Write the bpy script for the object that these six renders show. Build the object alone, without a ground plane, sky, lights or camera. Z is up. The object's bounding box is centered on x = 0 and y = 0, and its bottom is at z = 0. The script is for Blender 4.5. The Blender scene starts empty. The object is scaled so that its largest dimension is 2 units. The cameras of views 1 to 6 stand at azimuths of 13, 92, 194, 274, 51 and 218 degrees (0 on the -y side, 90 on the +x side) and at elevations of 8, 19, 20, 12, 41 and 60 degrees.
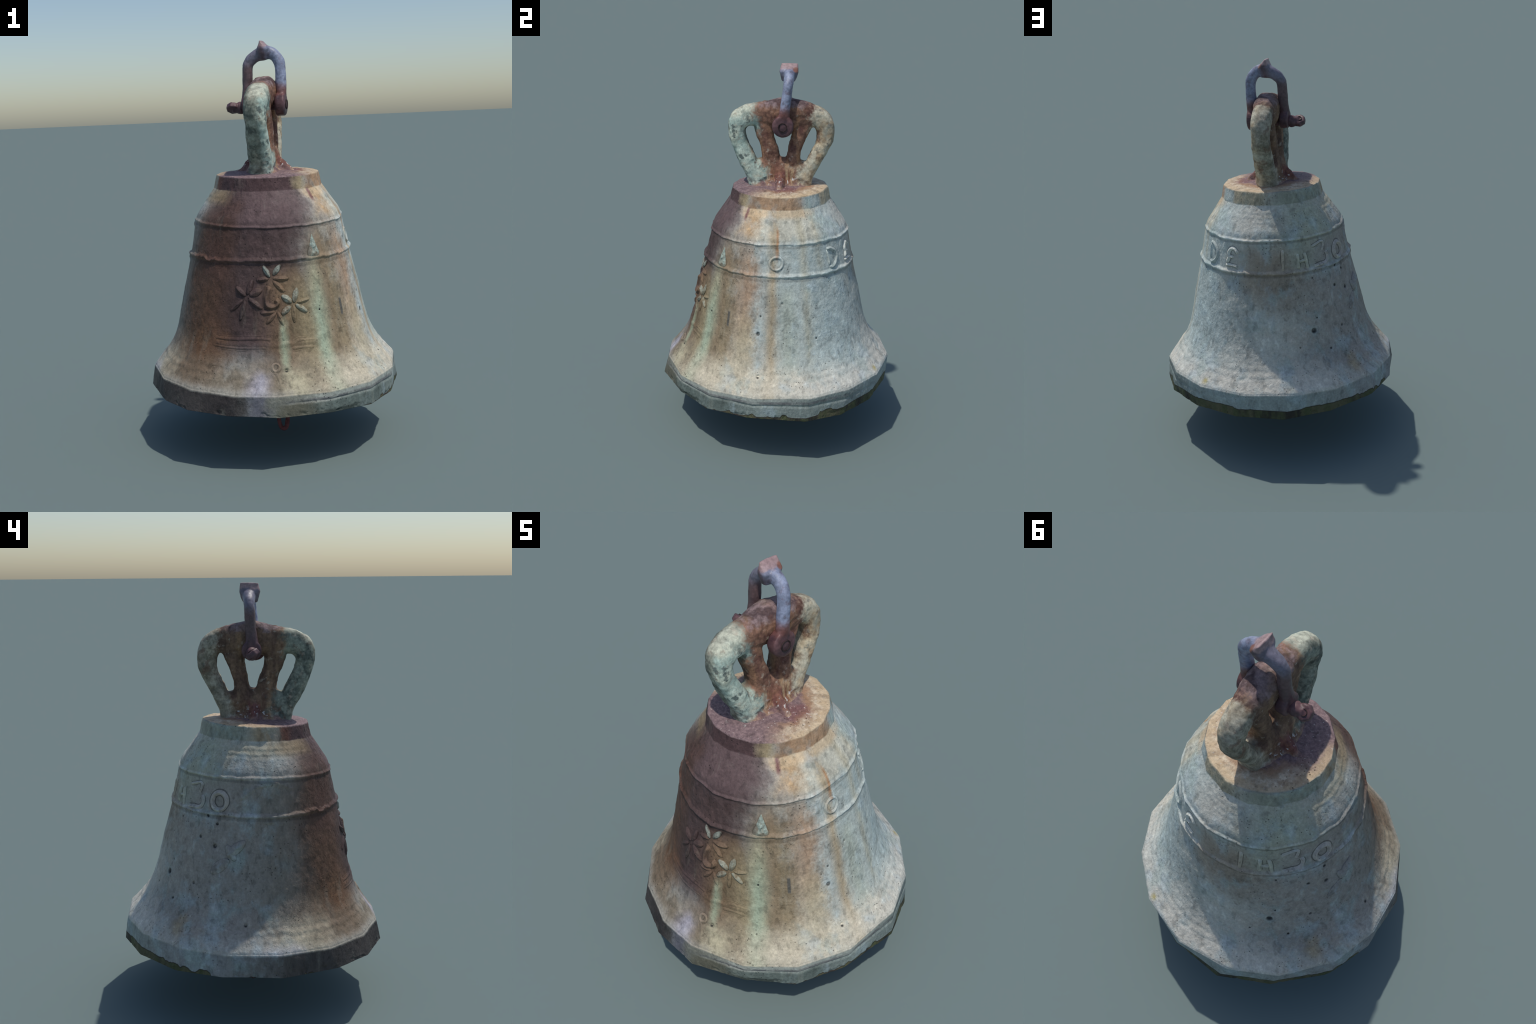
import bpy, bmesh, math
import numpy as np
from mathutils import Vector, Matrix

RNG = np.random.default_rng(7)

# ----------------------------------------------------------------- scene root
root = bpy.data.objects.new("bronze_bell", None)
bpy.context.scene.collection.objects.link(root)
root.empty_display_size = 0.2
root["label"] = "old weathered bronze church bell with green patina, brown stains and iron shackle"
root["category"] = "church bell"


def link(ob, parent):
    bpy.context.scene.collection.objects.link(ob)
    ob.parent = parent
    return ob


# ------------------------------------------------------------ smooth 3D noise
def _hash(ix, iy, iz, seed):
    n = (ix * 374761393 + iy * 668265263 + iz * 2147483647 + seed * 144665) & 0xFFFFFFFF
    n = ((n ^ (n >> 13)) * 1274126177) & 0xFFFFFFFF
    n = (n ^ (n >> 16)) & 0xFFFF
    return n / 65535.0


def vnoise(P, scale, seed=0):
    """value noise, -1..1, for an (n,3) array"""
    q = P * scale
    i = np.floor(q).astype(np.int64)
    f = q - i
    f = f * f * (3 - 2 * f)
    out = np.zeros(len(P))
    for dx in (0, 1):
        wx = f[:, 0] if dx else 1 - f[:, 0]
        for dy in (0, 1):
            wy = f[:, 1] if dy else 1 - f[:, 1]
            for dz in (0, 1):
                wz = f[:, 2] if dz else 1 - f[:, 2]
                out += wx * wy * wz * _hash(i[:, 0] + dx, i[:, 1] + dy, i[:, 2] + dz, seed)
    return out * 2 - 1


def fbm(P, scale, octaves=3, seed=0):
    a, s, t = 1.0, 0.0, 0.0
    for k in range(octaves):
        s += a * vnoise(P, scale * 2 ** k, seed + k)
        t += a
        a *= 0.55
    return s / t


# ----------------------------------------------------- the bell's own frame
# The bell hangs slightly out of plumb: its axis leans towards -y and +x.
LEAN = np.array([0.010, -0.033, 1.0])
AZ = LEAN / np.linalg.norm(LEAN)
AX = np.cross([0, 1, 0], AZ); AX /= np.linalg.norm(AX)
AY = np.cross(AZ, AX)
C0 = np.array([0.0075, 0.006, 0.4])      # a point of the axis, where height = 0.4

H_EDGE, H_LIP, H_COLLAR, H_TOP = 0.283, 0.397, 1.2916, 1.358

# the casting wanders a little off its axis: height -> sideways shift
DRIFT_H = np.array([0.283, 0.397, 0.60, 0.90, 1.10, 1.29, 1.40])
DRIFT_X = np.array([-0.0013, 0.000, -0.001, -0.003, -0.005, -0.006, -0.006])
DRIFT_Y = np.array([-0.0112, 0.002, 0.001, 0.003, 0.007, 0.009, 0.009])

# outer profile: height along the axis -> radius
PROF_H = np.array([0.283, 0.397, 0.43, 0.46, 0.50, 0.54, 0.58, 0.62, 0.70, 0.80, 0.90, 1.00, 1.08, 1.135, 1.165, 1.20, 1.25, 1.2916, 1.358])
PROF_R = np.array([0.633, 0.622, 0.592, 0.567, 0.537, 0.5135, 0.496, 0.484, 0.4645, 0.443, 0.4195, 0.3965, 0.380, 0.3695, 0.3595, 0.336, 0.3015, 0.272, 0.2565])

# the casting is not quite round: sixteen flats whose corners stand at
CORNER_EDGE = np.array([16.3, 35, 57.3, 81, 104, 126.4, 151, 171.5, 195.9, 222, 241.5, 261.5, 283.5, 306.5, 327.5, 349])
CORNER_BODY = np.array([18, 39, 62, 86, 110, 131, 155, 176, 196.5, 219.5, 242, 263, 282, 306, 328, 351])


# how far each corner of the lower edge stands out
CORNER_OUT = np.array([.641, .638, .622, .624, .643, .634, .641, .634, .632, .625, .636, .637, .638, .618, .633, .620]) / 0.633
LIP_OUT = np.array([1.002, 0.998, 1.002, 1.006, 1.008, 1.010, 1.014, 1.008, 0.998, 0.998, 1.000, 0.998, 0.996, 1.003, 1.004, 1.002])
# flats are crisp on lip and collar, softened on the body
SOFT_H = np.array([0.397, 0.46, 0.60, 1.05, 1.20, 1.28])
SOFT_K = np.array([1.0, 0.75, 0.50, 0.50, 0.85, 1.0])


def flat_factor(az, h):
    """radius factor of the sixteen-sided outline (about 1 at the corners)"""
    w = np.clip((H_LIP - h) / (H_LIP - H_EDGE), 0, 1)
    out = np.ones_like(az)
    ext = lambda c, t=360: np.concatenate([c[-1:] - t, c, c[:1] + t])
    e0, e1, q, u = ext(CORNER_EDGE), ext(CORNER_BODY), ext(CORNER_OUT, 0), ext(LIP_OUT, 0)
    near = np.clip((0.49 - h) / (0.49 - H_LIP), 0, 1) * (1 - w)
    for k in range(17):
        a = e0[k] * w + e1[k] * (1 - w)
        b = e0[k + 1] * w + e1[k + 1] * (1 - w)
        ra = 1 + (q[k] - 1) * w + (u[k] - 1) * near
        rb = 1 + (q[k + 1] - 1) * w + (u[k + 1] - 1) * near
        m = (az >= a) & (az < b)
        # polar equation of the straight side between two corners
        sa, sb = np.sin(np.radians(az - a)), np.sin(np.radians(b - az))
        f = ra * rb * np.sin(np.radians(b - a)) / np.where(m, ra * sa + rb * sb, 1)
        out = np.where(m, f, out)
    return 1 + (out - 1) * np.interp(h, SOFT_H, SOFT_K)


def smooth_profile(h):
    """piecewise cubic through the profile between lip and shoulder, straight elsewhere"""
    h = np.asarray(h, float)
    lin = np.interp(h, PROF_H, PROF_R)
    H, R = PROF_H[1:16], PROF_R[1:16]
    m = np.gradient(R, H)
    i = np.clip(np.searchsorted(H, h) - 1, 0, len(H) - 2)
    d = H[i + 1] - H[i]
    t = (h - H[i]) / d
    cub = ((2*t**3 - 3*t**2 + 1) * R[i] + (t**3 - 2*t**2 + t) * d * m[i]
           + (-2*t**3 + 3*t**2) * R[i + 1] + (t**3 - t**2) * d * m[i + 1])
    return np.where((h > H[0]) & (h < H[-1]), cub, lin)


def bump1(x, c, w):
    t = np.clip(np.abs(x - c) / w, 0, 1)
    return 0.5 + 0.5 * np.cos(np.pi * t)


def wrap_deg(a):
    return (np.asarray(a) + 180.0) % 360.0 - 180.0


def place(az, h, r, flats=True):
    """bell coordinates (degrees, height on axis, radius) -> world; the lower edge is level"""
    shape = az.shape
    az, h, r = az.ravel() % 360, h.ravel(), r.ravel()
    if flats:
        r = r * flat_factor(az, h)
    a = np.radians(az)
    P = C0 + np.outer(r * np.cos(a), AX) + np.outer(r * np.sin(a), AY) + np.outer(h - 0.4, AZ)
    P[:, 0] += np.interp(h, DRIFT_H, DRIFT_X)
    P[:, 1] += np.interp(h, DRIFT_H, DRIFT_Y)
    w = np.clip((H_LIP - h) / (H_LIP - H_EDGE), 0, 1)
    plane = C0[2] + (r * np.cos(a)) * AX[2] + (r * np.sin(a)) * AY[2] + (H_EDGE - 0.4) * AZ[2]
    level = 0.2835 - 0.027 * P[:, 0] - 0.011 * bump1(wrap_deg(az - 222), 0, 55)
    P[:, 2] += w * (level - plane)
    return P.reshape(shape + (3,))


def relief(az, h):
    """cast mouldings and dents, metres of extra radius"""
    a = np.radians(az)
    U = np.stack([np.cos(a) * 0.45, np.sin(a) * 0.45, h], -1).reshape(-1, 3)
    n1 = fbm(U, 9, 3, 1).reshape(az.shape)
    n2 = fbm(U, 38, 3, 5).reshape(az.shape)
    n3 = fbm(U * [1, 1, 0.2] + 7, 26, 2, 9).reshape(az.shape)
    on_body = np.clip((h - 0.30) / 0.05, 0, 1)
    d = 0.0030 * n1 + 0.0011 * n2 * on_body
    # upper moulding
    c = 1.1365 + 0.003 * n3 + 0.003 * np.sin(a * 2 + 1)
    d = d + 0.0070 * (0.8 + 0.4 * n1) * bump1(h, c, 0.0105)
    # lower moulding, ragged on the side of the flowers
    ragged = bump1(wrap_deg(az - 232), 0, 30)
    c = 0.9755 + 0.0050 * n3 + 0.003 * n1 + 0.006 * np.cos(a + 0.9) + ragged * 0.013 * n2
    d = d + 0.0105 * (0.85 + 0.45 * n1) * bump1(h, c, 0.0150)
    # run of metal that dripped below the lower moulding
    d = d + 0.008 * bump1(wrap_deg(az - 194 - (h - 0.95) * 60), 0, 6.5) * np.clip((h - 0.932) / 0.014, 0, 1) * (h < 0.975)
    # shallow double step that carries the cross, and a scar on the inscription band
    d = d + 0.0035 * bump1(h, 0.600 + 0.004 * n3, 0.022) * np.clip((32 - np.abs(wrap_deg(az - 277))) / 4, 0, 1)
    d = d + 0.006 * bump1(h, 1.045 + 0.075 * np.sin(np.radians((az - 172) * 3.6)), 0.02) * np.clip((20 - np.abs(az - 194)) / 8, 0, 1)
    # lump on the far side
    d = d + 0.008 * bump1(wrap_deg(az - 172.5) - (h - 0.815) * 100, 0, 3.2) * bump1(h, 0.815, 0.035)
    # turned grooves on the shoulder and on the rim
    d = d + 0.0012 * np.sin(h * 260 + 2 * n3) * bump1(h, 1.25, 0.06) * np.clip(1.15 - np.abs(wrap_deg(az - 160)) / 110, 0, 1)
    d = d + 0.0013 * np.sin(h * 190 + 2.5 * n3) * bump1(h, 0.47, 0.07)
    d = d + 0.0035 * np.clip(n1, 0, 1) * np.clip(n2 + 0.2, 0, 1)
    d = d - 0.006 * bump1(h, 0.352, 0.010) * np.clip((70 - np.abs(wrap_deg(az - 350))) / 25, 0, 1) * (0.8 + 0.5 * n3)
    # worn, chipped lower edge
    d = d - 0.014 * np.clip(n2 - 0.1, 0, 1) * bump1(h, 0.292, 0.024)
    # blow holes
    for pa, ph, pr in PITS:
        dist2 = (np.radians(wrap_deg(az - pa)) * 0.46) ** 2 + (h - ph) ** 2
        d = d - min(0.014, pr * 1.3) * np.exp(-dist2 / (pr * 0.8) ** 2)
    return d


# blow holes in the casting: azimuth, height, radius
PITS = [(126.8, 0.661, 0.0150), (149.0, 0.859, 0.0079), (160.0, 0.827, 0.0098), (148.7, 0.648, 0.0073),
        (129.8, 0.724, 0.0049), (130.5, 0.927, 0.0055), (153.1, 0.957, 0.0073), (160.2, 0.926, 0.0073),
        (116.7, 0.589, 0.0049), (351.4, 0.480, 0.0085), (349.5, 0.684, 0.0098), (287.6, 0.489, 0.0085),
        (5.0, 0.842, 0.0055), (27.4, 0.651, 0.0055), (350.5, 0.775, 0.0049), (136.2, 0.557, 0.0061),
        (181, 0.50, 0.0079), (311, 0.74, 0.0049)]


def mesh_from_grid(name, P, N, parent, mat, wrap=True, mat2=None, second=None):
    """P, N: (rows, cols, 3) positions and unit normals"""
    rows, cols = P.shape[:2]
    i = np.arange(rows - 1)[:, None] * cols
    jn = cols if wrap else cols - 1
    j = np.arange(jn)[None, :]
    k = (j + 1) % cols
    F = np.stack([i + j, i + k, i + cols + k, i + cols + j], -1).reshape(-1, 4)
    me = bpy.data.meshes.new(name)
    me.vertices.add(rows * cols)
    me.vertices.foreach_set("co", P.reshape(-1).astype(np.float32))
    me.loops.add(F.size)
    me.loops.foreach_set("vertex_index", F.reshape(-1).astype(np.int32))
    me.polygons.add(len(F))
    me.polygons.foreach_set("loop_start", np.arange(0, F.size, 4, dtype=np.int32))
    me.update(calc_edges=True)
    me.validate()
    me.polygons.foreach_set("use_smooth", np.ones(len(me.polygons), bool))
    if N is not None:
        me.normals_split_custom_set_from_vertices(N.reshape(-1, 3))
    me.materials.append(mat)
    if mat2 is not None:        # second: (rows-1, cols) mask of the faces in the other material
        me.materials.append(mat2)
        me.polygons.foreach_set("material_index", second.reshape(-1).astype(np.int32))
    ob = bpy.data.objects.new(name, me)
    return link(ob, parent)


def grid_normals(P, wrap=True):
    if wrap:
        du = np.roll(P, -1, 1) - np.roll(P, 1, 1)
    else:
        du = np.gradient(P, axis=1)
    dv = np.gradient(P, axis=0)
    N = np.cross(du, dv)
    L = np.linalg.norm(N, axis=-1, keepdims=True)
    return N / np.maximum(L, 1e-12)


def build_bell(mat, mat_in):
    cols = 960
    az1 = np.arange(cols) * 360.0 / cols
    # rows as (radius, height) going up the outside, then across the head
    edge = [(0.575, 0.283), (0.60, 0.2815), (0.622, 0.2815), (0.630, 0.2820)]
    hs = np.concatenate([[0.2835, 0.285, 0.288], np.linspace(0.292, 0.390, 34), [0.3925, 0.3945, 0.396, 0.398, 0.400, 0.404],
                         np.linspace(0.409, 0.955, 150), np.linspace(0.957, 1.150, 80)[1:],
                         np.linspace(1.150, 1.282, 40)[1:], [1.285, 1.288, 1.290, 1.2916, 1.2935, 1.296],
                         np.linspace(1.300, 1.350, 15), [1.353, 1.3550, 1.3565]])
    rr = smooth_profile(hs)
    # soften the arrises: lip, foot of the collar, rim of the head
    rr = rr - 0.003 * bump1(hs, H_LIP, 0.006) - 0.0015 * bump1(hs, H_TOP, 0.006)
    head_r = np.concatenate([[0.2545, 0.2525, 0.249, 0.244], np.linspace(0.236, 0.004, 40)])
    head_h = 1.3577 + 0.0010 * np.minimum(1, (0.255 - head_r) / 0.01) + 0.015 * (1 - (head_r / 0.25) ** 2) ** 1.0
    R = np.concatenate([[e[0] for e in edge], rr, head_r])
    H = np.concatenate([[e[1] for e in edge], hs, head_h])
    A, HH = np.meshgrid(az1, H)
    RR = np.repeat(R[:, None], cols, 1)
    D = relief(A, HH)
    is_head = np.arange(len(R)) >= len(edge) + len(hs)
    D[is_head] = 0
    D[:len(edge)] *= 0.3
    # uneven cast top
    a = np.radians(A)
    U = np.stack([RR * np.cos(a), RR * np.sin(a), HH], -1).reshape(-1, 3)
    up = (0.004 * fbm(U, 14, 3, 21) + 0.0015 * fbm(U, 60, 2, 31)).reshape(A.shape)
    HH = HH + np.where(is_head[:, None], up, 0) + up * 0.7 * bump1(HH, 1.358, 0.02) * (~is_head[:, None])
    P = place(A, HH, RR + D)
    N = grid_normals(place(A, HH, RR + D, flats=False))
    cut = {"lip": (0, np.searchsorted(hs, 0.43) + len(edge))}
    i1 = cut["lip"][1]
    i2 = np.searchsorted(hs, 0.955) + len(edge)
    i3 = np.searchsorted(hs, 1.150) + len(edge)
    i4 = np.searchsorted(hs, 1.2935) + len(edge)
    i5 = len(edge) + len(hs)
    spans = [("lip", 0, i1), ("waist", i1, i2), ("inscription_band", i2, i3), ("shoulder", i3, i4), ("collar", i4, i5), ("head_plate", i5, len(R) - 1)]
    obs = {}
    for name, a0, a1 in spans:
        obs[name] = mesh_from_grid(name, P[a0:a1 + 1], N[a0:a1 + 1], root, mat)
    # close the pole of the head
    # inner wall
    ih = np.array([0.283, 0.300, 0.34, 0.42, 0.50, 0.60, 0.75, 0.95, 1.08, 1.16, 1.22, 1.255, 1.258, 1.258])
    ir = np.array([0.575, 0.560, 0.548, 0.520, 0.475, 0.435, 0.405, 0.365, 0.335, 0.305, 0.26, 0.19, 0.10, 0.004])
    A2, H2 = np.meshgrid(np.arange(192) * 360.0 / 192, ih)
    R2 = np.repeat(ir[:, None], 192, 1)
    Pi = place(A2, H2, R2)
    Ni = -grid_normals(Pi)
    Pi = Pi[:, ::-1]; Ni = Ni[:, ::-1]
    obs["inner_wall"] = mesh_from_grid("inner_wall", Pi, Ni, root, mat_in)
    return obs


# --------------------------------------------------------- reliefs on the bell
def surf_h(az, h):
    return smooth_profile(h)


def ridge(name, pts, width, height, parent, mats, closed=False, sink=0.003):
    """raised strip of rounded section along a line drawn on the bell (azimuth, height)"""
    pts = np.array(pts, float)
    if closed:
        pts = np.vstack([pts, pts[:1]])
    # resample with a smooth (Catmull-Rom) curve
    q = []
    n = len(pts)
    for k in range(n - 1):
        p0 = pts[k - 1] if k > 0 else (pts[-2] if closed else 2 * pts[0] - pts[1])
        p1, p2 = pts[k], pts[k + 1]
        p3 = pts[k + 2] if k + 2 < n else (pts[1] if closed else 2 * pts[-1] - pts[-2])
        for t in np.linspace(0, 1, 8, endpoint=False):
            q.append(0.5 * (2*p1 + (p2 - p0)*t + (2*p0 - 5*p1 + 4*p2 - p3)*t*t + (-p0 + 3*p1 - 3*p2 + p3)*t**3))
    if not closed:
        q.append(pts[-1])
    q = np.array(q)
    rad = smooth_profile(q[:, 1])
    k = np.pi / 180 * rad
    xy = np.stack([q[:, 0] * k.mean(), q[:, 1]], -1)
    T = np.gradient(xy, axis=0) if not closed else np.roll(xy, -1, 0) - np.roll(xy, 1, 0)
    T /= np.linalg.norm(T, axis=1, keepdims=True) + 1e-9
    Nn = np.stack([-T[:, 1], T[:, 0]], -1)
    m = len(q)
    vs = np.concatenate([[-1.6, -1.45, -1.3, -1.15], np.linspace(-1, 1, 13), [1.15, 1.3, 1.45, 1.6]])
    s = np.arange(m) / max(m - 1, 1)
    end = np.ones(m) if closed else np.clip(np.minimum(s, 1 - s) * m / 3.0, 0, 1) ** 0.5
    jig = 1 + 0.22 * vnoise(np.stack([q[:, 0] * 0.3, q[:, 1] * 40, np.zeros(m)], -1), 1.0, 77)
    off = vs[None, :, None] * (width / 2) * jig[:, None, None] * Nn[:, None, :]
    uv = xy[:, None, :] + off
    crest = 0.5 + 0.5 * np.cos(np.pi * np.clip(vs, -1, 1))
    skirt = np.interp(np.abs(vs), [0, 0.8, 1.05, 1.6], [0.0, 0.0, 0.0014, -0.0030])
    hgt = (height * jig * end)[:, None] * crest[None] + skirt[None] - (1 - end)[:, None] * sink
    A = uv[..., 0] / k.mean()
    H = uv[..., 1]
    base = smooth_profile(H) + relief_light(A, H)
    P = place(A, H, base + hgt)
    Nr = grid_normals(place(A, H, base + hgt, flats=False), wrap=False)
    # orientation: outwards
    out = P - C0
    if np.mean(np.sum(Nr * out, -1)) < 0:
        P = P[:, ::-1]; Nr = -Nr[:, ::-1]
    if closed:
        P = np.concatenate([P, P[:1]], 0); Nr = np.concatenate([Nr, Nr[:1]], 0)
    flank = np.repeat((np.abs(0.5 * (vs[1:] + vs[:-1])) > 0.80)[None], len(P) - 1, 0)
    return mesh_from_grid(name, P, Nr, parent, mats[0], wrap=False, mat2=mats[1], second=flank)


def relief_light(az, h):
    a = np.radians(az)
    U = np.stack([np.cos(a) * 0.45, np.sin(a) * 0.45, h], -1).reshape(-1, 3)
    return 0.0030 * fbm(U, 9, 3, 1).reshape(az.shape)


def leaf(name, az0, h0, length, width, tilt, height, parent, mats, point=0.4, sink=0.003, tri=False):
    """almond-shaped raised leaf on the bell; tilt in degrees from upright, clockwise"""
    nu, nv = 24, 25
    rad = float(smooth_profile(np.array([h0]))[0])
    rho = np.concatenate([np.linspace(0.0, 1, nv), [1.06, 1.13, 1.22]])
    th = np.arange(nu) * 2 * np.pi / nu
    T, Rr = np.meshgrid(th, rho)
    wv = np.abs(np.sin(T)) ** (1 - point * 0.5) * np.sign(np.sin(T))
    y = Rr * np.cos(T) * length / 2
    x = Rr * wv * (1 - point * np.cos(T) ** 2 * 0.5) * width / 2
    if tri:     # arrowhead outline: apex up, shallow point below
        d = np.maximum.reduce([np.cos(T - g) / q for g, q in ((math.radians(68), 0.34), (math.radians(-68), 0.34), (math.radians(158), 0.62), (math.radians(-158), 0.62))])
        f = 1.0 / np.maximum(d, 1.0)
        x, y = Rr * np.sin(T) * f * width * 0.62, Rr * np.cos(T) * f * length / 2
    t = math.radians(tilt)
    X = x * math.cos(t) + y * math.sin(t)
    Y = -x * math.sin(t) + y * math.cos(t)
    A = az0 + np.degrees(X / rad)
    H = h0 + Y
    hgt = height * np.sqrt(np.clip(1 - Rr ** 2, 0, 1)) ** 1.3 * (1 + 0.12 * np.cos(T * 2)) + np.interp(Rr, [0, 0.8, 1.0, 1.22], [0, 0, 0.0012, -0.003])
    hgt = hgt * (1 + 0.25 * fbm(np.stack([A * 0.4, H * 60, hgt * 0], -1).reshape(-1, 3), 1.0, 2, 3).reshape(A.shape))
    base = smooth_profile(H) + relief_light(A, H)
    P = place(A, H, base + hgt)
    N = grid_normals(place(A, H, base + hgt, flats=False))
    c = (P[0].mean(0) - C0)
    if np.mean(np.sum(N[2:] * c, -1)) < 0:
        P = P[:, ::-1]; N = -N[:, ::-1]
    N[0] = N[1].mean(0) / np.linalg.norm(N[1].mean(0))
    flank = np.repeat((np.arange(len(rho) - 1) >= nv - 2)[:, None], nu, 1)
    return mesh_from_grid(name, P, N, parent, mats[0], mat2=mats[1], second=flank)


def build_reliefs(obs, mat, mats_green, plain, soft, arrow, bold):
    band, waist, lip = obs["inscription_band"], obs["waist"], obs["lip"]
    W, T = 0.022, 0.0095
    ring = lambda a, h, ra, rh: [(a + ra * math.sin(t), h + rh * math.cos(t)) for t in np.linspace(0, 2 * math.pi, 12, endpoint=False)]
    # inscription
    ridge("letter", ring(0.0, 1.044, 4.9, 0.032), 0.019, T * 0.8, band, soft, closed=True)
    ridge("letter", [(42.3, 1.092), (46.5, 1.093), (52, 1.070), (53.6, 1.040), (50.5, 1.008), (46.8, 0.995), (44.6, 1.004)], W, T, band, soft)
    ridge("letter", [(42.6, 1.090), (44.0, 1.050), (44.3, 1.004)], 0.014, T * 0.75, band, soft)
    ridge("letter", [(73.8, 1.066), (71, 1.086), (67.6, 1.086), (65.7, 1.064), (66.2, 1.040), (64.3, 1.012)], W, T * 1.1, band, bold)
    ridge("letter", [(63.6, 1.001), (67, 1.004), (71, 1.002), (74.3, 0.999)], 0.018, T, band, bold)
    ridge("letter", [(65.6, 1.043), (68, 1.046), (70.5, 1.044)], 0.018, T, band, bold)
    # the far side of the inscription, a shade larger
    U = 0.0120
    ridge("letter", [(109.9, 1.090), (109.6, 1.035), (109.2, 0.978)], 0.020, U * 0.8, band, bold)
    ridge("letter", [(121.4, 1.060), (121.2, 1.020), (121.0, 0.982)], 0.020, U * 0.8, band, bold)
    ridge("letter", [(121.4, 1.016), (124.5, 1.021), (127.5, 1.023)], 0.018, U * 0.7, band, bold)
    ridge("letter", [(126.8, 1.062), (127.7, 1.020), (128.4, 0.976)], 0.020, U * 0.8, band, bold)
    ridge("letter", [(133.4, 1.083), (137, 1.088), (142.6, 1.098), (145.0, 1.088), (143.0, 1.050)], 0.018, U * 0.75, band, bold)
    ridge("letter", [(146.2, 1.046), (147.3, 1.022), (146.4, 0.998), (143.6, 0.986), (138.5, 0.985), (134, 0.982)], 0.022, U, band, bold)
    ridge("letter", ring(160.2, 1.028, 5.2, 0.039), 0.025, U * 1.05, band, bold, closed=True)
    # pale arrowhead standing on the lower moulding
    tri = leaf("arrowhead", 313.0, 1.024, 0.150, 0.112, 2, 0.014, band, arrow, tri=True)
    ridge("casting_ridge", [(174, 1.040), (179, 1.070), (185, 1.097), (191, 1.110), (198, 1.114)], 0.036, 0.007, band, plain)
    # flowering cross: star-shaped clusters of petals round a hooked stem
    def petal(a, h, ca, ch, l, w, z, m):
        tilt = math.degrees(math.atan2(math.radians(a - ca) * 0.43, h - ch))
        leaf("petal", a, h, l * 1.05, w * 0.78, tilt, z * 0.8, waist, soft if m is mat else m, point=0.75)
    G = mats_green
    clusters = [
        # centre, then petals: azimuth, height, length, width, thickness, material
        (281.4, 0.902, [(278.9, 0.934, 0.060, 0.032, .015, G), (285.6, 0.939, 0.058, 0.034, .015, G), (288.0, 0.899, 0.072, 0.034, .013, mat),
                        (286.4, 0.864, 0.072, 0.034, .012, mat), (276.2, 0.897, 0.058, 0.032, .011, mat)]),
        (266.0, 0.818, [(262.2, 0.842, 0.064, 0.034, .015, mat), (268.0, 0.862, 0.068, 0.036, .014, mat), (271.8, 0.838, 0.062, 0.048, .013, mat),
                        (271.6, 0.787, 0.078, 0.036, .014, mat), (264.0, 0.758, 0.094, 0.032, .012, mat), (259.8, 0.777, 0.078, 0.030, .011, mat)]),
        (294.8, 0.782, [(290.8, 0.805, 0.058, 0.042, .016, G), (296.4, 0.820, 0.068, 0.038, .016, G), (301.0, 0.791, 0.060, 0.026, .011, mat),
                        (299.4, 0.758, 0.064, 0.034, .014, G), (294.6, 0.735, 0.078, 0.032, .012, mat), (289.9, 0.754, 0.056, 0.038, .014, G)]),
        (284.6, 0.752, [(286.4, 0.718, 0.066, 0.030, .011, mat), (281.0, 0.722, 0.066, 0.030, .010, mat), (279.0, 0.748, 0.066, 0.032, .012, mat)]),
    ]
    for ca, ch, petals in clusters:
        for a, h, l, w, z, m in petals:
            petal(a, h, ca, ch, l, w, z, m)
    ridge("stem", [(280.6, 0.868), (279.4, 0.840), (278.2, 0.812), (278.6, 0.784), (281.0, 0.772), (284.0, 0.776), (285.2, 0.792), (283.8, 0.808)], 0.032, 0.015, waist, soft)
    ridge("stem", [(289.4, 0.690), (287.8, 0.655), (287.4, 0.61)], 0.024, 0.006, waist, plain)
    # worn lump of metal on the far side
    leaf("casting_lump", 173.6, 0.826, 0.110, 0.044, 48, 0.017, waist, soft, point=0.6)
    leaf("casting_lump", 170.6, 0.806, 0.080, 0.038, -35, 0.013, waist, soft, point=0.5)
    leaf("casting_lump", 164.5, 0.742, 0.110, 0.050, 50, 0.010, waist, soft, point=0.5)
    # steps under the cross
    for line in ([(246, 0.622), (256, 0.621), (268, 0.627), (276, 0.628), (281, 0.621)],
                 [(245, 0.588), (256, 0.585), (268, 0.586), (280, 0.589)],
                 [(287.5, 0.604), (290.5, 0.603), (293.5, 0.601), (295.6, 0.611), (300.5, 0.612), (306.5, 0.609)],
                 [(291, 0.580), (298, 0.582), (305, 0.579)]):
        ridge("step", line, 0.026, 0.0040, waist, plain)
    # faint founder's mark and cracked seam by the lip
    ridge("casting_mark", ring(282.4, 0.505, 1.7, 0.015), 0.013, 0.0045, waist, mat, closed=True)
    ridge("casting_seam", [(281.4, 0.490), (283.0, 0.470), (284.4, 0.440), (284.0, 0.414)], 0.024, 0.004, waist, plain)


# ------------------------------------------------------------------- the crown
def twist_x(y, z):
    """the crown is set slightly askew: its feet turn about the bell's axis"""
    k = np.clip((1.60 - z) / 0.20, 0, 1)
    return 0.006 + y * (-0.033 + 0.022 * k)


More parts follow.
